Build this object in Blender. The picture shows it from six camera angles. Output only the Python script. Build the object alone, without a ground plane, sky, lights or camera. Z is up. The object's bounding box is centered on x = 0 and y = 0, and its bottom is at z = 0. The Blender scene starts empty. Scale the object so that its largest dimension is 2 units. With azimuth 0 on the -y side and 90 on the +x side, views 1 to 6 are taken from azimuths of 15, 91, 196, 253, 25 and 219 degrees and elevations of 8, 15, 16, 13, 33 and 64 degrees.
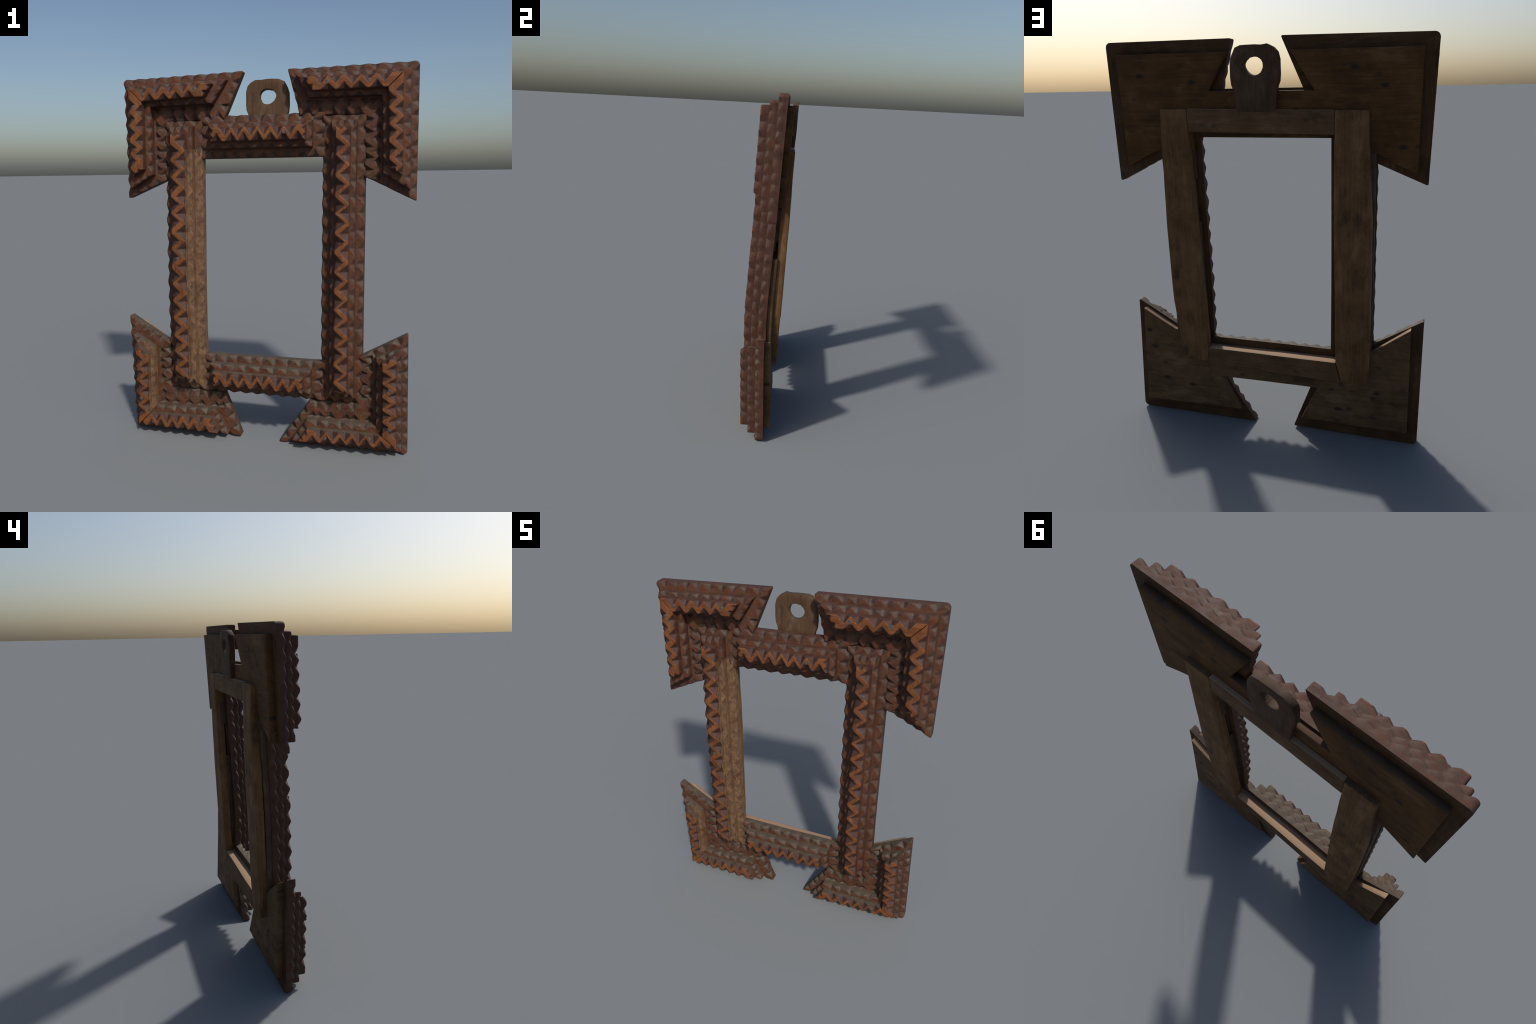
"""Chip-carved (notched, layered) wooden picture frame with four swallow-tailed corner
blocks.  Everything is laid out in the plane of the frame, as (x, z, level): level 0 is
the front face of the lowest carved layer, positive levels come towards the viewer.
warp() then bends that plane to the slight bow and twist of the old boards."""
import bpy, bmesh, math, random
import numpy as np
from mathutils import noise, Vector

random.seed(11)
rng = np.random.default_rng(11)

# ------------------------------------------------------------------ levels (metres)
L1, L2, L3 = 0.0, 0.046, 0.092         # front faces of the three carved layers
PLY = 0.047                            # thickness of one carved layer
BOARD_BACK = -0.085                    # back of the plain backing boards
STRIP_BACK = -0.117                    # back of the strips round the opening

BOW_Z = [-0.10, 0.03, 0.35, 0.67, 1.00, 1.34, 1.66, 1.98, 2.10]
BOW_Y = [-0.003, -0.004, -0.018, -0.029, -0.014, 0.005, 0.019, 0.033, 0.038]


def bow(z):
    """Depth of the level-0 surface at a height: smoothed polyline."""
    acc = 0
    for dz in (-0.12, -0.06, 0, 0.06, 0.12):
        acc = acc + np.interp(np.asarray(z, float) + dz, BOW_Z, BOW_Y)
    return acc / 5


def warp(x, z, lev):
    x = np.asarray(x, float)
    z = np.asarray(z, float)
    dent = 0.008 * np.exp(-((z - 0.65) / 0.28) ** 2) * np.clip((-x - 0.1) / 0.3, 0, 1)
    return x, bow(z) + dent - 0.0055 * x - 0.0065 - np.asarray(lev, float), np.asarray(z, float)


def straight(x, z, lev):
    """The strips at the back are stiffer than the boards and stay straight."""
    z = np.asarray(z, float)
    x = np.asarray(x, float)
    left = 0.017 * np.clip((0.30 - x) / 0.7, 0, 1) * np.clip((1.75 - z) / 0.45, 0, 1)
    return x, -0.031 + 0.0288 * (z - 0.35) + left - np.asarray(lev, float), z


# ------------------------------------------------------------------ materials
def nodes_of(name):
    m = bpy.data.materials.new(name)
    m.use_nodes = True
    nt = m.node_tree
    nt.nodes.clear()
    return m, nt


class G:
    """Small helper for wiring shader nodes."""

    def __init__(self, name):
        self.m, self.nt = nodes_of(name)
        self.out = self.add('ShaderNodeOutputMaterial')
        self.bsdf = self.add('ShaderNodeBsdfPrincipled')
        self.link(self.bsdf.outputs[0], self.out.inputs[0])
        self.tc = self.add('ShaderNodeTexCoord')

    def add(self, t, **kw):
        n = self.nt.nodes.new(t)
        for k, v in kw.items():
            setattr(n, k, v)
        return n

    def link(self, a, b):
        self.nt.links.new(a, b)

    def coords(self, scale, offset=(0, 0, 0)):
        mp = self.add('ShaderNodeMapping')
        mp.inputs['Scale'].default_value = scale
        mp.inputs['Location'].default_value = offset
        self.link(self.tc.outputs['Object'], mp.inputs[0])
        return mp.outputs[0]

    def noise(self, vec, scale, detail=4, rough=0.55, dist=0.0):
        n = self.add('ShaderNodeTexNoise')
        n.inputs['Scale'].default_value = scale
        n.inputs['Detail'].default_value = detail
        n.inputs['Roughness'].default_value = rough
        n.inputs['Distortion'].default_value = dist
        self.link(vec, n.inputs['Vector'])
        return n.outputs[0]

    def ramp(self, fac, stops):
        r = self.add('ShaderNodeValToRGB')
        el = r.color_ramp.elements
        while len(el) < len(stops):
            el.new(0.5)
        for e, (p, c) in zip(el, stops):
            e.position = p
            e.color = (*c, 1) if len(c) == 3 else c
        self.link(fac, r.inputs[0])
        return r.outputs[0]

    def rampv(self, fac, a, b, lo=0.0, hi=1.0):
        return self.ramp(fac, [(a, (lo,) * 3), (b, (hi,) * 3)])

    def mix(self, fac, a, b, blend='MIX'):
        n = self.add('ShaderNodeMix', data_type='RGBA', blend_type=blend)
        for sock, v in ((n.inputs[0], fac), (n.inputs[6], a), (n.inputs[7], b)):
            if isinstance(v, (int, float)):
                sock.default_value = v
            elif isinstance(v, tuple):
                sock.default_value = (*v, 1)
            else:
                self.link(v, sock)
        return n.outputs[2]

    def math(self, op, a, b=0.0, clamp=False):
        n = self.add('ShaderNodeMath', operation=op, use_clamp=clamp)
        for sock, v in ((n.inputs[0], a), (n.inputs[1], b)):
            if isinstance(v, (int, float)):
                sock.default_value = v
            else:
                self.link(v, sock)
        return n.outputs[0]

    def normal_z(self):
        g = self.add('ShaderNodeNewGeometry')
        s = self.add('ShaderNodeSeparateXYZ')
        self.link(g.outputs['Normal'], s.inputs[0])
        return s.outputs[2]

    def finish(self, color, rough, height, bump=0.3, dist=0.004, spec=0.25):
        self.link(color, self.bsdf.inputs['Base Color'])
        if isinstance(rough, (int, float)):
            self.bsdf.inputs['Roughness'].default_value = rough
        else:
            self.link(rough, self.bsdf.inputs['Roughness'])
        self.bsdf.inputs['Specular IOR Level'].default_value = spec
        b = self.add('ShaderNodeBump')
        b.inputs['Strength'].default_value = bump
        b.inputs['Distance'].default_value = dist
        self.link(height, b.inputs['Height'])
        self.link(b.outputs[0], self.bsdf.inputs['Normal'])
        return self.m


def grain_scale(axis, along=3.0, across=38.0):
    return (along, across, across) if axis == 'x' else (across, across, along)


def carved_wood(name, axis, dark, mid, light, dust, dust_amount, dust_up, offset=(0, 0, 0)):
    """Varnished red-brown wood: grain, cloudy stain, greyish dust caught in cuts and on ledges."""
    g = G(name)
    grain = g.noise(g.coords(grain_scale(axis), offset), 1.6, 5, 0.6, 0.3)
    cloud = g.noise(g.coords((1, 1, 1), offset), 16, 4, 0.6)
    patch = g.noise(g.coords((1, 1, 1), (offset[0] + 3, offset[1], offset[2])), 34, 3, 0.6)
    t = g.math('ADD', g.math('MULTIPLY', grain, 0.5), g.math('MULTIPLY', cloud, 0.5))
    col = g.ramp(t, [(0.33, dark), (0.5, mid), (0.68, light)])
    up = g.rampv(g.normal_z(), 0.25, 0.85)
    df = g.math('MULTIPLY', g.rampv(patch, 0.42, 0.66), dust_amount)
    df = g.math('ADD', df, g.math('MULTIPLY', g.math('MULTIPLY', up, g.rampv(cloud, 0.25, 0.5, 0.55, 1.0)), dust_up), True)
    col = g.mix(df, col, dust)
    speck = g.noise(g.coords((1, 1, 1), offset), 120, 2, 0.5)
    col = g.mix(g.rampv(speck, 0.28, 0.40, 0.35, 0.0), col, tuple(c * 0.45 for c in dark))
    rough = g.rampv(cloud, 0.3, 0.7, 0.55, 0.8)
    return g.finish(col, rough, g.math('ADD', g.math('MULTIPLY', grain, 0.6), patch), 0.35, 0.004)


DUST = (0.084, 0.068, 0.050)
GRIME = (0.078, 0.057, 0.045)
MAUVE = (0.062, 0.037, 0.031)


def carved_set(tag, offset, dust, amount, up):
    """Materials of a carved slat by grain axis: worn face, knife cut and outer edge."""
    ox, oy, oz = offset
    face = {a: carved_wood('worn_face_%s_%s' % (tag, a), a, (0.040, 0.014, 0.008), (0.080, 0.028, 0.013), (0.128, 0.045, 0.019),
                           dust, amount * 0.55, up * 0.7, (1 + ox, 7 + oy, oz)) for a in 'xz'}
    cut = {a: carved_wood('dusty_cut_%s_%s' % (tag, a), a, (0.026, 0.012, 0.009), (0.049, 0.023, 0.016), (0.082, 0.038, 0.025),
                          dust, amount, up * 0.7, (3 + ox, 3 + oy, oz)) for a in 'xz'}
    wall = {a: carved_wood('layer_edge_%s_%s' % (tag, a), a, (0.036, 0.014, 0.009), (0.067, 0.025, 0.015), (0.104, 0.041, 0.021),
                           dust, amount * 0.4, up, (9 + ox, 1 + oy, oz)) for a in 'xz'}
    return face, cut, wall


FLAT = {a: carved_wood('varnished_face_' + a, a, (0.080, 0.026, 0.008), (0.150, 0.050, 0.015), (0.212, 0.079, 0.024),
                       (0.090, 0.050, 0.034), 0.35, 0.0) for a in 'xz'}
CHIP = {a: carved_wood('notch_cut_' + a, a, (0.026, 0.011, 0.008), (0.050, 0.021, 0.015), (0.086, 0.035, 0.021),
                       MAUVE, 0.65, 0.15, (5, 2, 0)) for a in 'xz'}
UPPER = carved_set('upper', (0, 0, 0), GRIME, 0.80, 0.12)
STILE = carved_set('stile', (4, 1, 2), (0.076, 0.055, 0.041), 0.80, 0.15)
LOWER = carved_set('lower', (2, 5, 1), DUST, 0.85, 0.70)
TAN = {a: carved_wood('dusty_edge_' + a, a, (0.100, 0.052, 0.026), (0.165, 0.094, 0.050), (0.21, 0.126, 0.070),  # tan edge
                      (0.075, 0.042, 0.026), 0.75, 0.2, (4, 4, 0)) for a in 'xz'}


TAN_CHIP = {a: carved_wood('dusty_edge_cut_' + a, a, (0.060, 0.030, 0.016), (0.112, 0.064, 0.036), (0.18, 0.110, 0.064),  # tan edge cut
                           (0.070, 0.036, 0.022), 0.70, 0.2, (2, 9, 0)) for a in 'xz'}


def plain_wood(name, axis, dark, mid, light, knots=0.8, up_grey=0.5, offset=(0, 0, 0), pale_top=None):
    """Unvarnished backing wood with fine grain, dark nail stains and a greyer tone on ledges."""
    g = G(name)
    grain = g.noise(g.coords(grain_scale(axis, 2.5, 70), offset), 1.5, 6, 0.65, 0.4)
    cloud = g.noise(g.coords((1, 1, 1), offset), 7, 5, 0.65, 0.4)
    t = g.math('ADD', g.math('MULTIPLY', grain, 0.45), g.math('MULTIPLY', cloud, 0.55))
    col = g.ramp(t, [(0.32, dark), (0.5, mid), (0.68, light)])
    vo = g.add('ShaderNodeTexVoronoi')
    vo.inputs['Scale'].default_value = 1.0
    vo.inputs['Randomness'].default_value = 1.0
    sc = (8.5, 0, 14.5) if axis == 'x' else (9.0, 0, 4.5)
    g.link(g.coords(sc, offset), vo.inputs['Vector'])
    ragged = g.math('ADD', vo.outputs['Distance'], g.math('MULTIPLY', grain, 0.10))
    spot = g.math('MULTIPLY', g.rampv(ragged, 0.15, 0.27, knots, 0.0), g.rampv(cloud, 0.33, 0.44))
    col = g.mix(spot, col, (0.012, 0.010, 0.011))
    scuff = g.noise(g.coords(grain_scale(axis, 3, 9), (offset[0] + 2, 1, 3)), 1.6, 5, 0.7)
    col = g.mix(g.rampv(scuff, 0.54, 0.66, 0, 0.45), col, tuple(c * 1.25 + 0.02 for c in light))
    col = g.mix(g.rampv(scuff, 0.30, 0.44, 0.6, 0), col, tuple(c * 0.55 for c in dark))
    nz = g.normal_z()
    if pale_top:
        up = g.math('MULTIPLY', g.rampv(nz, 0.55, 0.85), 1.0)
        col = g.mix(up, col, g.ramp(grain, [(0.3, tuple(c * 0.8 for c in pale_top)), (0.7, pale_top)]))
    else:
        up = g.math('MULTIPLY', g.rampv(nz, 0.5, 0.9), up_grey)
        col = g.mix(up, col, (0.060, 0.050, 0.042))
    return g.finish(col, 0.75, grain, 0.25, 0.003, 0.2)


BACK_X = plain_wood('crate_board', 'x', (0.046, 0.019, 0.006), (0.088, 0.038, 0.010), (0.135, 0.062, 0.018))
BACK_Z = plain_wood('carved_slat_back', 'z', (0.038, 0.017, 0.007), (0.070, 0.032, 0.012), (0.105, 0.050, 0.019), 0.3, 0.5, (6, 2, 9))
SPACER = plain_wood('spacer_wood', 'z', (0.042, 0.024, 0.013), (0.072, 0.043, 0.024), (0.105, 0.066, 0.038), 0.5, 0.4, (1, 3, 7))
RIM_X = plain_wood('carved_slat_back_level', 'x', (0.038, 0.017, 0.007), (0.070, 0.032, 0.012), (0.105, 0.050, 0.019), 0.3, 0.5, (2, 6, 5))
STRIP_Z = plain_wood('strip_wood_upright', 'z', (0.070, 0.032, 0.012), (0.138, 0.068, 0.026), (0.200, 0.104, 0.043),
                     0.55, 0.4, (3, 5, 2), None)
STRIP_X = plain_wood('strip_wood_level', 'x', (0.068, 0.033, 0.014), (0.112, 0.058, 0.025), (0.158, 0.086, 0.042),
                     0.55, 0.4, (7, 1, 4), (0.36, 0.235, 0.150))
PALE_TOP_X = plain_wood('crate_board_low', 'x', (0.060, 0.030, 0.013), (0.112, 0.060, 0.026), (0.165, 0.094, 0.044),
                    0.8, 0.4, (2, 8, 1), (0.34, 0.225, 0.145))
HANGER = plain_wood('hanger_wood', 'z', (0.046, 0.023, 0.011), (0.075, 0.041, 0.021), (0.100, 0.061, 0.037),
                    0.4, 0.35, (8, 3, 6))


def nail_material():
    g = G('nail_head_iron')
    n = g.noise(g.coords((1, 1, 1)), 90, 3)
    col = g.ramp(n, [(0.35, (0.055, 0.045, 0.042)), (0.65, (0.115, 0.095, 0.088))])
    g.bsdf.inputs['Metallic'].default_value = 0.25
    return g.finish(col, 0.6, n, 0.3, 0.002)


NAIL = nail_material()

# ------------------------------------------------------------------ object helpers
root = bpy.data.objects.new('carved_picture_frame', None)
root['label'] = 'old notched wooden frame with layered zigzag carving and swallow-tail corners'
root['category'] = 'picture frame'
bpy.context.collection.objects.link(root)


def link(name, mesh, parent):
    ob = bpy.data.objects.new(name, mesh)
    bpy.context.collection.objects.link(ob)
    ob.parent = parent
    return ob


def edge_distance(px, pz, a, b, inside):
    """Coordinate along edge a-b and inward distance from it for points."""
    dx, dz = b[0] - a[0], b[1] - a[1]
    ln = math.hypot(dx, dz)
    dx, dz = dx / ln, dz / ln
    s = (px - a[0]) * dx + (pz - a[1]) * dz
    e = -(px - a[0]) * dz + (pz - a[1]) * dx
    if -(inside[0] - a[0]) * dz + (inside[1] - a[1]) * dx < 0:
        e = -e
    return s, e, ln


class Carving:
    """One quadrilateral slat of a layer with V-notches chipped out of chosen edges.

    corners: start-outer, end-outer, end-inner, start-inner, each (x, z).
    notches: {edge: dict(pitch, deep (inward), drop, phase, margin)} for the edges
             'outer', 'end', 'inner', 'start'."""
    EDGES = {'outer': (0, 1), 'end': (1, 2), 'inner': (2, 3), 'start': (3, 0)}
    CUTS = dict(EDGES, fence=(0, 1))

    def __init__(self, corners, top, notches, axis, flat, tan=None, ply=PLY, step=0.0042,
                 mitre=(), chip=None, wall=None, sag=None, rounds=()):
        self.c = corners
        self.top, self.ply, self.axis = top, ply, axis
        self.notches, self.mitre = notches, mitre
        face, cutm, wallm = flat if isinstance(flat, tuple) else (flat, CHIP, (UPPER if self.c[0][1] > 0.9 and axis == 'x' or self.c[0][1] > 1.2 else LOWER)[2])
        self.mats = [face[axis], (chip or cutm)[axis], (wall or wallm)[axis], TAN[axis], RIM_X if axis == 'x' else BACK_Z, TAN_CHIP[axis]]
        self.tan = tan or {}
        self.step = step
        self.sag = sag
        self.rounds = rounds

    def notch_cut(self, px, pz):
        mid = (sum(p[0] for p in self.c) / 4, sum(p[1] for p in self.c) / 4)
        cut = np.zeros_like(px)
        zig = self.notches.get('zig')
        if zig:
            # notches from both long edges, those of the inner edge half a pitch along
            s, e, ln = edge_distance(px, pz, self.c[0], self.c[1], mid)
            _, e2, _ = edge_distance(px, pz, self.c[2], self.c[3], mid)
            q = [edge_distance(np.array([c[0]]), np.array([c[1]]), self.c[0], self.c[1], mid)[0][0] for c in (self.c[3], self.c[2])]
            m0, m1 = zig['margin']
            count = round((ln - m0 - m1) / zig['pitch'])
            pitch = (ln - m0 - m1) / count
            for k in range(-1, 2 * count + 2):
                base = m0 + (k + 1) * pitch / 2
                inner = k % 2 == 1
                if inner and not q[0] + .012 < base < q[1] - .012 or not inner and not .01 < base < ln - .01:
                    continue
                ctr = base + random.uniform(-.07, .07) * pitch
                half = pitch * .48 * random.uniform(.9, 1.08)
                deep, drop = zig['deep'] * random.uniform(.9, 1.07), zig['drop'] * random.uniform(.88, 1.1)
                ss = s - ctr
                cut = np.maximum(cut, drop * (1 - np.abs(ss) / half - (e2 if inner else e) / deep))
        for name, (i, j) in self.CUTS.items():
            n = self.notches.get(name)
            if not n:
                continue
            s, e, ln = edge_distance(px, pz, self.c[i], self.c[j], mid)
            m0, m1 = n.get('margin', (0.02, 0.02))
            count = max(1, round((ln - m0 - m1) / n['pitch']))
            pitch = (ln - m0 - m1) / count
            for k in range(count + (1 if n.get('phase', 0.5) == 0 else 0)):
                ctr = m0 + (k + n.get('phase', 0.5)) * pitch + random.uniform(-.10, .10) * pitch
                half = pitch * n.get('wide', 0.5) * random.uniform(.88, 1.06)
                deep = n['deep'] * random.uniform(.86, 1.1)
                drop = n['drop'] * random.uniform(.85, 1.12)
                skew = random.uniform(-.12, .12)
                ss = s - ctr - skew * e
                v = drop * (1 - np.abs(ss) / half - np.maximum(e - n.get('start', 0), 0) / deep
                            - np.maximum(n.get('start', 0) - e, 0) / 0.006)
                cut = np.maximum(cut, v)
        return np.minimum(cut, self.ply * 0.93)

    def plan_round(self, px, pz):
        """Rounds corners in plan: points near a corner move from a square on to an arc."""
        px, pz = np.array(px, float), np.array(pz, float)
        for (ox, oz), a, b, r in self.rounds:
            d1, d2 = Vector((a[0] - ox, a[1] - oz)).normalized(), Vector((b[0] - ox, b[1] - oz)).normalized()
            det = d1.x * d2.y - d1.y * d2.x
            rx, rz = px - ox, pz - oz
            al, be = (rx * d2.y - rz * d2.x) / det, (d1.x * rz - d1.y * rx) / det
            r = r / math.tan(math.acos(max(-1, min(1, d1.dot(d2)))) / 2)
            qa, qb = (r - al) / r, (r - be) / r
            m = (qa > 0) & (qb > 0) & (qa < 1.2) & (qb < 1.2)
            f = np.where(m, np.maximum(qa, qb) / np.maximum(np.hypot(qa, qb), 1e-6), 1.0)
            na, nb = np.where(m, r * (1 - qa * f), al), np.where(m, r * (1 - qb * f), be)
            px, pz = ox + na * d1.x + nb * d2.x, oz + na * d1.y + nb * d2.y
        return px, pz

    def build(self):
        (ax, az), (bx, bz), (cx, cz), (dx, dz) = self.c
        lu = max(math.hypot(bx - ax, bz - az), math.hypot(cx - dx, cz - dz))
        lv = max(math.hypot(dx - ax, dz - az), math.hypot(cx - bx, cz - bz)) * 0.9
        nu, nv = max(6, round(lu / self.step)), max(6, round(lv / self.step))
        # denser rows towards the borders so that the rounded arris is resolved
        def spaced(n, length):
            t = np.linspace(0, 1, n + 1)
            r = 0.0025 / length
            return np.unique(np.concatenate([t, [r, 1 - r]]))
        us, vs = spaced(nu, lu), spaced(nv, lv)
        u, v = np.meshgrid(us, vs, indexing='ij')
        px = (1 - u) * (1 - v) * ax + u * (1 - v) * bx + u * v * cx + (1 - u) * v * dx
        pz = (1 - u) * (1 - v) * az + u * (1 - v) * bz + u * v * cz + (1 - u) * v * dz
        raw = self.notch_cut(px, pz)
        cut = raw.copy()
        for _ in range(1):                      # soften the knife cuts a little
            p = np.pad(cut, 1, mode='edge')
            cut = 0.5 * cut + 0.125 * (p[:-2, 1:-1] + p[2:, 1:-1] + p[1:-1, :-2] + p[1:-1, 2:])
        mid = (sum(p[0] for p in self.c) / 4, sum(p[1] for p in self.c) / 4)
        rnd = np.zeros_like(cut)
        near = np.full_like(cut, 9.0)
        for name, (i, j) in self.EDGES.items():
            _, e, _ = edge_distance(px, pz, self.c[i], self.c[j], mid)
            r = (0.0035 if self.top == L3 else 0.0006) if name in self.mitre else 0.0065
            q = np.clip(r - e, 0, r)
            rnd = np.maximum(rnd, r - np.sqrt(np.maximum(r * r - q * q, 0)))
            near = np.minimum(near, e)
        wob = np.array([noise.noise(Vector((a * 22, b * 22, self.top * 40))) for a, b in zip(px.flat, pz.flat)]).reshape(px.shape)
        rough = np.array([noise.noise(Vector((a * 75, b * 75, self.top * 40 + 7))) for a, b in zip(px.flat, pz.flat)]).reshape(px.shape)
        lev = self.top - cut - rnd * (1 - 0.5 * np.clip(cut / 0.02, 0, 1)) + 0.0016 * wob + 0.0011 * rough
        if self.sag is not None:
            lev = lev - self.sag(px, pz)
        # the arris recedes slightly where it is chipped
        pull = np.clip(1 - near / 0.012, 0, 1) * np.clip(cut, 0, 0.03) * 0.12
        gx, gz = mid[0] - px, mid[1] - pz
        # pull straight inwards across the slat
        wx, wz = (px * 0 + (dx + cx - ax - bx) / 2), (pz * 0 + (dz + cz - az - bz) / 2)
        wl = np.hypot(wx, wz)
        sgn = np.where(v < 0.5, 1.0, -1.0)
        px = px + sgn * wx / wl * pull
        pz = pz + sgn * wz / wl * pull
        px, pz = self.plan_round(px, pz)
        nuv, nvv = px.shape
        idx = np.arange(nuv * nvv).reshape(nuv, nvv)
        X, Z, LV = list(px.ravel()), list(pz.ravel()), list(lev.ravel())
        faces, mats = [], []
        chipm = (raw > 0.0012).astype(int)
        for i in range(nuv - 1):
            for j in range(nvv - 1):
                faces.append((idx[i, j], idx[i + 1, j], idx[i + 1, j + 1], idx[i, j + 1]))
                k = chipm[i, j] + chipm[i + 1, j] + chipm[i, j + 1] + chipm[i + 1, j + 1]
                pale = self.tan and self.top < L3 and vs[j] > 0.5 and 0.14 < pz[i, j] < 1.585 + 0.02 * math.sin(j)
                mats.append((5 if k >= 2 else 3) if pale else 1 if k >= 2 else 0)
        loop = [(i, 0, 'outer') for i in range(nuv - 1)] + [(nuv - 1, j, 'end') for j in range(nvv - 1)] + \
               [(i, nvv - 1, 'inner') for i in range(nuv - 1, 0, -1)] + [(0, j, 'start') for j in range(nvv - 1, 0, -1)]
        bottom = self.top - self.ply - (0.002 if self.top == L1 else 0.010)
        prev = [int(idx[i, j]) for i, j, _ in loop]
        cux = (ax + bx + cx + dx) / 4
        ou, ov = {'outer': (0, 0), 'inner': (0, 1)}, None
        orig = []
        for i, j, _ in loop:
            a, b = us[i], vs[j]
            orig.append(((1 - a) * (1 - b) * ax + a * (1 - b) * bx + a * b * cx + (1 - a) * b * dx,
                         (1 - a) * (1 - b) * az + a * (1 - b) * bz + a * b * cz + (1 - a) * b * dz))
        rox, roz = self.plan_round([o[0] for o in orig], [o[1] for o in orig])
        orig = list(zip(rox, roz))
        for w in (0.35, 0.7, 1.0):
            cur = []
            for (i, j, nm), (ox, oz) in zip(loop, orig):
                p = idx[i, j]
                f = w ** 0.6
                X.append(X[p] * (1 - f) + ox * f)
                Z.append(Z[p] * (1 - f) + oz * f)
                LV.append(LV[p] * (1 - w) + bottom * w)
                cur.append(len(X) - 1)
            n = len(loop)
            for k in range(n):
                k2 = (k + 1) % n
                faces.append((prev[k2], prev[k], cur[k], cur[k2]))
                mats.append(3 if loop[k][2] in self.tan and orig[k][1] < 1.60 else 2)
            prev = cur
        faces.append(tuple(reversed(prev)))
        mats.append(4)
        return X, Z, LV, faces, mats, self.mats


def carve(name, parent, *carvings):
    """Joins one or more carved slats into a named mesh object."""
    verts, faces, fm, mats = [], [], [], []
    for c in carvings:
        X, Z, LV, f, m, mm = c.build()
        x, y, z = warp(np.array(X), np.array(Z), np.array(LV))
        o = len(verts)
        verts += list(zip(x, y, z))
        slot = []
        for q in mm:
            if q not in mats:
                mats.append(q)
            slot.append(mats.index(q))
        faces += [tuple(int(i) + o for i in a) for a in f]
        fm += [slot[k] for k in m]
    me = bpy.data.meshes.new(name)
    me.from_pydata([tuple(map(float, v)) for v in verts], [], faces)
    for q in mats:
        me.materials.append(q)
    me.polygons.foreach_set('material_index', fm)
    bm = bmesh.new()
    bm.from_mesh(me)
    bmesh.ops.recalc_face_normals(bm, faces=bm.faces)
    bm.to_mesh(me)
    bm.free()
    me.shade_smooth()
    me.set_sharp_from_angle(angle=math.radians(44))
    return link(name, me, parent)


def board(name, parent, outline, front, back, mat, bevel=0.005, wobble=0.0016, hole=None, cell=0.045, bend=None):
    """Flat board: outline in (x, z), extruded between two levels, arrises rounded, a bit uneven."""
    bm = bmesh.new()
    if hole:
        n = len(outline)
        a = [bm.verts.new((x, 0, z)) for x, z in outline]
        b = [bm.verts.new((x, 0, z)) for x, z in hole]
        fs = [bm.faces.new((a[i], a[(i + 1) % n], b[(i + 1) % n], b[i])) for i in range(n)]
    else:
        fs = [bm.faces.new([bm.verts.new((x, 0, z)) for x, z in outline])]
    for v in bm.verts:
        v.co.y = -front
    ret = bmesh.ops.extrude_face_region(bm, geom=fs)
    for v in ret['geom']:
        if isinstance(v, bmesh.types.BMVert):
            v.co.y = -back
    bmesh.ops.recalc_face_normals(bm, faces=bm.faces)
    sharp = [e for e in bm.edges if len(e.link_faces) == 2 and e.calc_face_angle(0) > math.radians(50 if hole else 12)]
    bmesh.ops.bevel(bm, geom=sharp, offset=bevel, segments=2, profile=0.5, affect='EDGES')
    xs = [v.co.x for v in bm.verts]
    zs = [v.co.z for v in bm.verts]
    for axis, lo, hi in ((0, min(xs), max(xs)), (2, min(zs), max(zs))):
        for k in range(1, int((hi - lo) / cell) + 1):
            co = [0, 0, 0]
            no = [0, 0, 0]
            co[axis] = lo + k * cell + 0.0007
            no[axis] = 1
            if co[axis] < hi - 0.004:
                bmesh.ops.bisect_plane(bm, geom=bm.verts[:] + bm.edges[:] + bm.faces[:], plane_co=co, plane_no=no)
    for v in bm.verts:
        p = v.co
        q = Vector((p.x * 9 + front * 50, p.z * 9, p.y * 30))
        d = noise.noise_vector(q) * wobble
        x, y, z = (bend or warp)(p.x + d.x, p.z + d.z, -p.y + d.y)
        v.co = (float(x), float(y), float(z))
    me = bpy.data.meshes.new(name)
    bm.to_mesh(me)
    bm.free()
    me.materials.append(mat)
    me.shade_smooth()
    me.set_sharp_from_angle(angle=math.radians(38))
    return link(name, me, parent)


def nail_mesh():
    """Low domed iron head, axis along -y, at the origin."""
    bm = bmesh.new()
    rings = [(0.0120, -0.030), (0.0122, -0.001), (0.0108, 0.0008), (0.0050, 0.0012)]
    loops = []
    for r, h in rings:
        loops.append([bm.verts.new((r * math.cos(t) * (1 + 0.06 * math.sin(3 * t)), -h, r * math.sin(t)))
                      for t in [k * math.tau / 14 for k in range(14)]])
    for a, b in zip(loops, loops[1:]):
        for k in range(14):
            bm.faces.new((a[k], a[(k + 1) % 14], b[(k + 1) % 14], b[k]))
    bm.faces.new(loops[-1])
    bmesh.ops.recalc_face_normals(bm, faces=bm.faces)
    me = bpy.data.meshes.new('nail')
    bm.to_mesh(me)
    bm.free()
    me.materials.append(NAIL)
    me.shade_smooth()
    return me


NAIL_MESH = nail_mesh()


def nail(parent, x, z, lev):
    ob = link('nail', NAIL_MESH, parent)
    X, Y, Z = warp(x, z, lev)
    ob.location = (float(X), float(Y), float(Z))
    ob.rotation_euler = (random.uniform(-.12, .12), random.uniform(0, 6), random.uniform(-.12, .12))
    s = random.uniform(0.9, 1.12)
    ob.scale = (s, 1, s)


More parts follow.
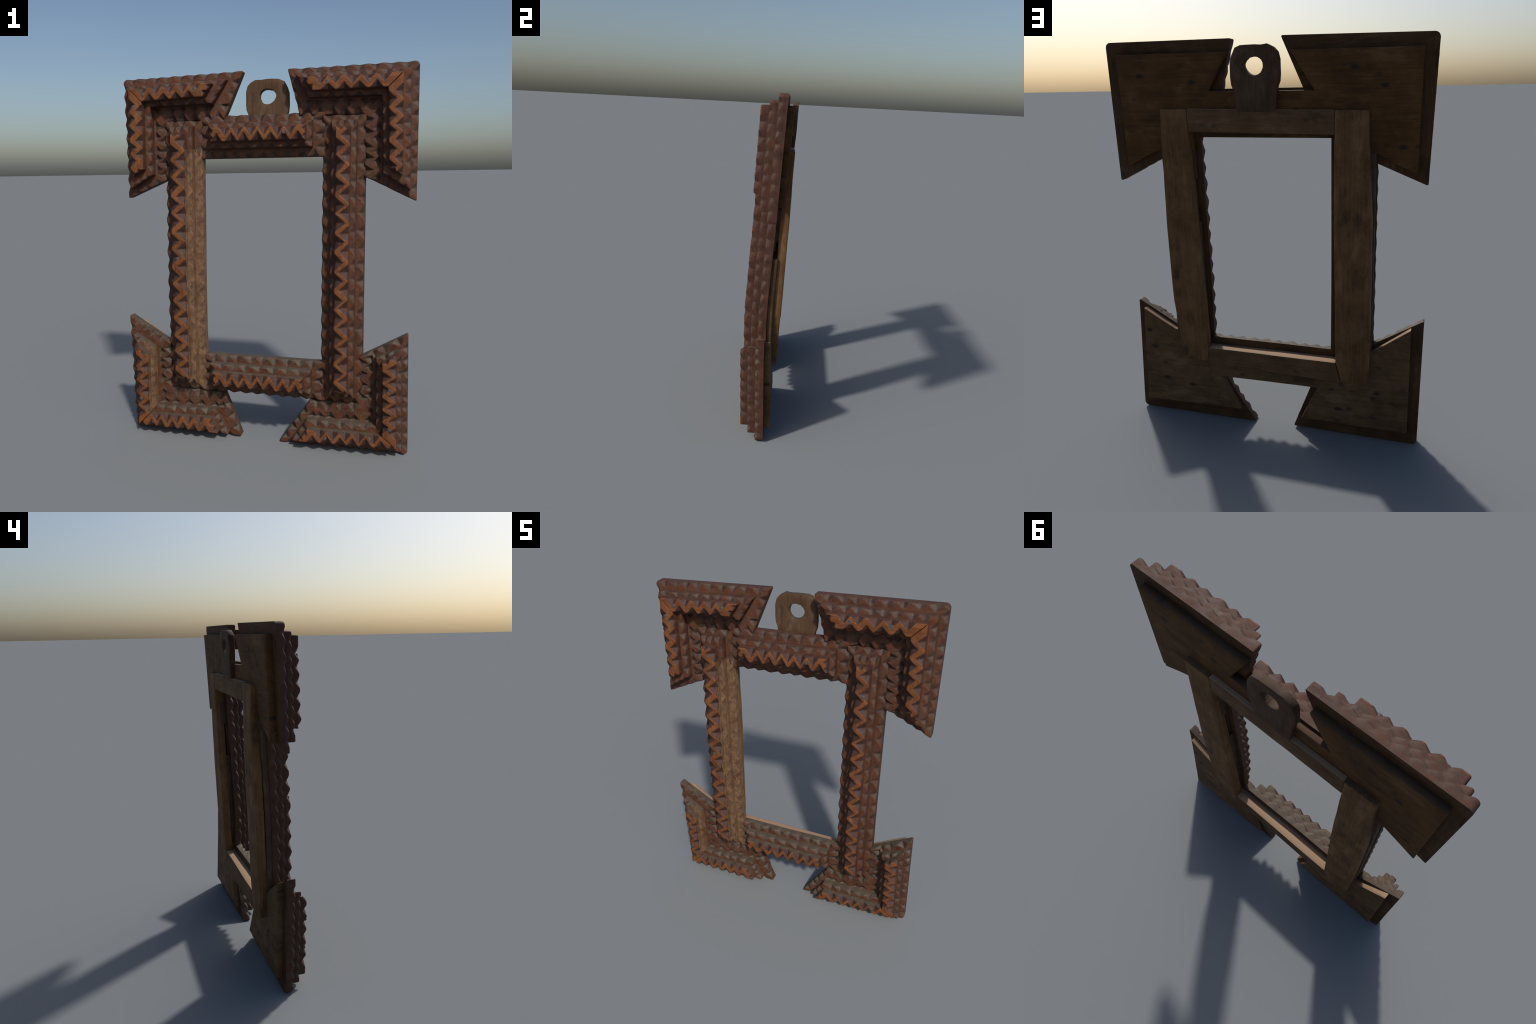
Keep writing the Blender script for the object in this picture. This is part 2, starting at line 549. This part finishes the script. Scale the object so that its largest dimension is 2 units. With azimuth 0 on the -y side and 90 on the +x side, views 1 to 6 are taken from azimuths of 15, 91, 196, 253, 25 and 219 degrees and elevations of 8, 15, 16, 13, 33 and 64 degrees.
# ------------------------------------------------------------------ notch recipes
def row(pitch=0.070, deep=0.038, drop=0.020, **k):
    return dict(pitch=pitch, deep=deep, drop=drop, wide=0.5, **k)


def zig(pitch, deep=0.053, drop=0.026, m=(0.04, 0.04)):
    """Notches from both long edges, half a step apart: the face left between is a zigzag."""
    return dict(pitch=pitch, deep=deep, drop=drop, margin=m)


def inset_mitre(quad, which, gap):
    """Moves one end of a slat back by `gap` so that a mitre shows as a fine dark seam."""
    q = [Vector((p[0], p[1])) for p in quad]
    if which == 'end':
        for far, near in ((1, 0), (2, 3)):
            q[far] += (q[near] - q[far]).normalized() * gap
    else:
        for far, near in ((0, 1), (3, 2)):
            q[far] += (q[near] - q[far]).normalized() * gap
    return [(p.x, p.y) for p in q]


# ------------------------------------------------------------------ corner blocks
# per corner and layer: outer corner, inner corner, (outer, inner) free end of the level
# arm and (outer, inner) free end of the upright arm
CORNERS = {
    'upper_right': dict(
        base=((.787, 1.998), (.543, 1.767), ((.138, 1.996), (.201, 1.776)), ((.787, 1.325), (.545, 1.449))),
        mid=((.748, 1.960), (.614, 1.838), ((.182, 1.965), (.257, 1.842)), ((.758, 1.381), (.624, 1.464))),
        top=((.713, 1.936), (.643, 1.868), ((.229, 1.936), (.281, 1.869)), ((.720, 1.454), (.654, 1.490))),
        pitch=(.078, .077), deep=.040, tan=(None, None), nails=((.354, 1.907), (.553, 1.903), (.670, 1.846), (.693, 1.561))),
    'upper_left': dict(
        base=((-.785, 1.990), (-.545, 1.767), ((-.097, 2.000), (-.204, 1.772)), ((-.768, 1.342), (-.549, 1.440))),
        mid=((-.746, 1.946), (-.606, 1.832), ((-.174, 1.957), (-.256, 1.836)), ((-.735, 1.394), (-.600, 1.472))),
        top=((-.711, 1.926), (-.636, 1.856), ((-.241, 1.935), (-.291, 1.867)), ((-.708, 1.459), (-.634, 1.501))),
        pitch=(.074, .080), deep=.042, tan=(None, None), nails=((-.625, 1.890), (-.333, 1.902), (-.681, 1.827))),
    'lower_left': dict(
        base=((-.780, .000), (-.545, .252), ((-.129, .008), (-.221, .240)), ((-.784, .679), (-.549, .528))),
        mid=((-.746, .030), (-.624, .162), ((-.194, .031), (-.268, .170)), ((-.742, .580), (-.620, .505))),
        top=((-.717, .056), (-.649, .124), ((-.238, .052), (-.280, .135)), ((-.712, .532), (-.641, .478))),
        pitch=(.066, .070), deep=.047, tan=(None, 'inner'), nails=((-.699, .390), (-.692, .217), (-.623, .082), (-.336, .098))),
    'lower_right': dict(
        base=((.774, .003), (.541, .252), ((.086, .000), (.258, .240)), ((.764, .658), (.534, .520))),
        mid=((.743, .036), (.611, .166), ((.164, .035), (.247, .164)), ((.734, .593), (.607, .536))),
        top=((.717, .072), (.645, .132), ((.207, .057), (.256, .128)), ((.711, .577), (.639, .524))),
        pitch=(.066, .066), deep=.048, tan=(None, None), nails=((.679, .382), (.683, .178), (.349, .091), (.582, .110))),
}


def arms(c):
    """Level and upright quadrilaterals of an L: outer edge first, mitre shared."""
    o, i, (lo, li), (uo, ui) = c
    return [lo, o, i, li], [o, uo, ui, i]


for which, d in CORNERS.items():
    low = which.startswith('lower')
    look = LOWER if low else UPPER
    ph, pv = d['pitch']
    tan_h = {d['tan'][0]} if d['tan'][0] else None
    tan_v = {d['tan'][1]} if d['tan'][1] else None
    sx, sz = (1 if 'right' in which else -1), (-1 if low else 1)
    (O, I, (lo, li), (uo, ui)) = d['base']
    under = lambda p, kx, kz: (p[0] - sx * .014 * kx, p[1] - sz * .014 * kz)
    h, v = arms((O, under(I, 1, 1), (lo, under(li, 0, 1)), (uo, under(ui, 1, 0))))
    plan = [(O, lo, uo, .024), (lo, O, li, .006), (uo, O, ui, .006)]
    (O2, _, (lo2, li2), (uo2, ui2)) = d['mid']
    plan2 = [(O2, lo2, uo2, .012), (lo2, O2, li2, .004), (uo2, O2, ui2, .004)]
    (O3, _, (lo3, li3), (uo3, ui3)) = d['top']
    plan3 = [(O3, lo3, uo3, .010), (lo3, O3, li3, .004), (uo3, O3, ui3, .004)]
    inner = dict(pitch=.066, deep=.052, drop=.026, wide=.5, phase=.5, margin=(.0, .0))
    fence = lambda st: dict(pitch=.066, deep=.036, drop=.020, wide=.46, phase=.0, margin=(.03, .0), start=st)
    endn = row(.066, .036, .024, margin=(.03, .03)) if low else row(.060, .034, .014, margin=(.03, .03))
    block = carve('corner_block', root,
                  Carving(h, L1, dict(outer=row(.070, .035, .019, margin=(.035, .02)), inner=inner, start=endn, fence=fence(.168)), 'x', look, mitre=('end',), rounds=plan),
                  Carving(v, L1, dict(outer=row(.070, .035, .019, margin=(.02, .035)), inner=inner, end=endn, fence=fence(.182)), 'z', look, mitre=('start',), rounds=plan))
    h, v = arms(d['mid'])
    endm = row(.05, .030, .024, margin=(.015, .015)) if low else row(.05, .016, .012, margin=(.015, .015))
    carve('moulding', block, Carving(h, L2, dict(outer=row(.066, .032, .018, margin=(.03, .02)), inner=row(.062, .030, .024), start=endm),
                                     'x', look, tan_h, mitre=('end',), rounds=plan2))
    carve('moulding', block, Carving(v, L2, dict(outer=row(.066, .032, .018, margin=(.02, .03)), inner=row(.062, .030, .006 if tan_v else .022), end=endm),
                                     'z', look, tan_v, mitre=('start',), rounds=plan2))
    h, v = arms(d['top'])
    h = inset_mitre(h, 'end', .0015)
    v = inset_mitre(v, 'start', .0015)
    ende = row(.036, .022, .016, margin=(.004, .004))
    carve('moulding', block, Carving(h, L3, dict(zig=zig(ph, d['deep'], m=(.05, .045)), start=ende),
                                     'x', FLAT, tan_h, mitre=('end',), step=.0032, rounds=plan3))
    carve('moulding', block, Carving(v, L3, dict(zig=zig(pv, d['deep'], m=(.045, .05)), end=ende),
                                     'z', FLAT, tan_v, mitre=('start',), step=.0032, rounds=plan3))
    for x, z in d['nails']:
        nail(block, x, z, L3 - .0015)

# ------------------------------------------------------------------ stiles and rails of the front
#              F1: left, right, bottom, top        F2                              F3
STILES = {
    'left': ((-.541, -.326, .264, 1.757), (-.500, -.368, .312, 1.725), (-.476, -.397, .355, 1.684), {'inner'}),
    'right': ((.320, .538, .262, 1.757), (.368, .496, .308, 1.728), (.396, .468, .347, 1.692), None),
}
for side, (f1, f2, f3, tan) in STILES.items():
    def upright(f, sway=0.0):
        l, r, b, t = f
        return [(l, t), (l + sway, b), (r + sway, b), (r, t)]      # 'outer' = left edge, runs downwards
    e1 = row(.066, .036, .028, margin=(.01, .01))
    stile = carve('stile', root, Carving(upright(f1), L1, dict(outer=row(.084, .042, .023), inner=row(.084, .040, .008 if tan else .022), start=e1, end=e1),
                                         'z', STILE, tan))
    e2 = row(.044, .034, .030, margin=(.0, .0))
    carve('strip', stile, Carving(upright(f2), L2, dict(outer=row(.080, .030, .021), inner=row(.080, .030, .007 if tan else .019), start=e2, end=e2),
                                  'z', STILE, tan))
    e3 = row(.036, .020, .020, margin=(.0, .0))
    carve('strip', stile, Carving(upright(f3), L3, dict(zig=zig(.096, .053, .028, (.04, .06)),
                                                        start=e3, end=e3), 'z', FLAT, tan, step=.0032))
    for x, z in {'left': ((-.439, .493), (-.439, 1.023)), 'right': ((.438, 1.536), (.438, 1.040))}[side]:
        nail(stile, x, z, L3 - .0015)

RAILS = {
    'upper': ((-.336, .334, 1.551, 1.776), (-.280, .273, 1.602, 1.734), (-.252, .246, 1.635, 1.708)),
    'lower': ((-.336, .334, .262, .478), (-.287, .272, .310, .440), (-.258, .236, .328, .406)),
}
for side, (r1, r2, r3) in RAILS.items():
    def level(f):
        l, r, b, t = f
        return [(l, t), (r, t), (r, b), (l, b)]                    # 'outer' = top edge
    rail = carve('rail', root, Carving(level(r1), L1, dict(outer=row(.070, .044, .023), inner=row(.070, .044, .023), start=row(.056, .062, .022, margin=(.02, .02)), end=row(.056, .062, .022, margin=(.02, .02))), 'x', (UPPER if side == 'upper' else LOWER)))
    e = row(.06, .028, .026, margin=(.0, .0))
    carve('strip', rail, Carving(level(r2), L2, dict(outer=row(.070, .032, .021), inner=row(.070, .030, .021), start=e, end=e), 'x', (UPPER if side == 'upper' else LOWER)))
    carve('strip', rail, Carving(level(r3), L3, dict(zig=zig(.074, .051, .030, (.04, .04)),
                                                     start=row(.036, .02, .018, margin=(0, 0)), end=row(.036, .02, .018, margin=(0, 0))), 'x', FLAT, step=.0032))
    for x, z in {'upper': ((-.153, 1.678), (.138, 1.678)), 'lower': ((-.168, .358), (.148, .362))}[side]:
        nail(rail, x, z, L3 - .0015)

# ------------------------------------------------------------------ backing
BB_FRONT = L1 - PLY + 0.001
board('backboard', root,
      [(.155, 1.937), (.719, 1.938), (.714, 1.406), (.538, 1.492), (.350, 1.492), (.350, 1.582), (-.355, 1.574),
       (-.355, 1.480), (-.545, 1.484), (-.719, 1.392), (-.724, 1.933), (-.147, 1.935), (-.255, 1.764), (.250, 1.766)],
      BB_FRONT, BOARD_BACK, BACK_X)
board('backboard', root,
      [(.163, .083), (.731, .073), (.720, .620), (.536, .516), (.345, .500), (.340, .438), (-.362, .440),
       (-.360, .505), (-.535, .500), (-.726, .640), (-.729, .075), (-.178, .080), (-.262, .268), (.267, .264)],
      BB_FRONT, BOARD_BACK, PALE_TOP_X)
# spacers that pack out the stiles between the two boards; the right one has a gap
board('spacer', root, [(-.538, .505), (-.356, .505), (-.354, 1.490), (-.536, 1.490)], BB_FRONT, BOARD_BACK + .002, SPACER)
board('spacer', root, [(.345, .495), (.525, .500), (.526, 1.060), (.470, 1.066), (.430, 1.120), (.345, 1.130)],
      BB_FRONT, BOARD_BACK + .002, SPACER)
board('spacer', root, [(.346, 1.345), (.440, 1.340), (.470, 1.355), (.524, 1.365), (.526, 1.500), (.346, 1.500)],
      BB_FRONT, BOARD_BACK + .002, SPACER)
board('spacer', root, [(.36, 1.10), (.500, 1.10), (.500, 1.36), (.36, 1.36)], BB_FRONT, -.060, SPACER)
# strips nailed round the opening at the back
S_FRONT = -0.066
board('back_stile', root, [(.339, .360), (.474, .360), (.510, .70), (.512, 1.10), (.498, 1.688), (.360, 1.688), (.350, 1.12), (.330, .44)],
      S_FRONT, STRIP_BACK, STRIP_Z, cell=.05, bend=straight)
board('back_stile', root, [(-.534, .345), (-.392, .343), (-.366, .44), (-.354, 1.16), (-.352, 1.678), (-.502, 1.678), (-.529, 1.17)],
      S_FRONT, STRIP_BACK, STRIP_Z, cell=.05, bend=straight)
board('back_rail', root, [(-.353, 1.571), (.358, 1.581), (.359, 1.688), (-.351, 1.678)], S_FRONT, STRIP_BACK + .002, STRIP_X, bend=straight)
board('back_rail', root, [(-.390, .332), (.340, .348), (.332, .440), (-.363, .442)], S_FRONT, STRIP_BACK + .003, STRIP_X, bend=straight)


# ------------------------------------------------------------------ hanger
def hanger():
    """Rounded tab with a pierced hole; waist where it leaves the frame."""
    half = [(0.000, 1.963), (.035, 1.962), (.064, 1.960), (.090, 1.950), (.108, 1.930), (.117, 1.902), (.118, 1.840),
            (.114, 1.806), (.104, 1.780), (.100, 1.740), (.094, 1.676), (.050, 1.672), (0.0, 1.672)]
    outline = [(x + .013, z - .12 * x * (x > .09)) for x, z in half] + [(-x + .013, z + random.uniform(-.003, .003)) for x, z in reversed(half[1:-1])]
    cx, cz = 0.016, 1.873
    # resample by angle round the hole so that hole and rim share a fan of quads
    hole = []
    rim = []
    n = len(outline)
    per = [(outline[k], outline[(k + 1) % n]) for k in range(n)]
    for a, b in per:
        for t in (0.0, 0.5):
            rim.append((a[0] + (b[0] - a[0]) * t, a[1] + (b[1] - a[1]) * t))
    for x, z in rim:
        ang = math.atan2(z - cz, x - cx)
        r = 0.0425 + 0.0014 * math.sin(3 * ang + 1) + random.uniform(-.0012, .0012)
        hole.append((cx + r * math.cos(ang) * 1.04, cz + r * math.sin(ang) * 0.93))
    board('hanger', root, rim, BOARD_BACK + .010, STRIP_BACK + .006, HANGER, bevel=.004, wobble=.003, hole=hole)


hanger()
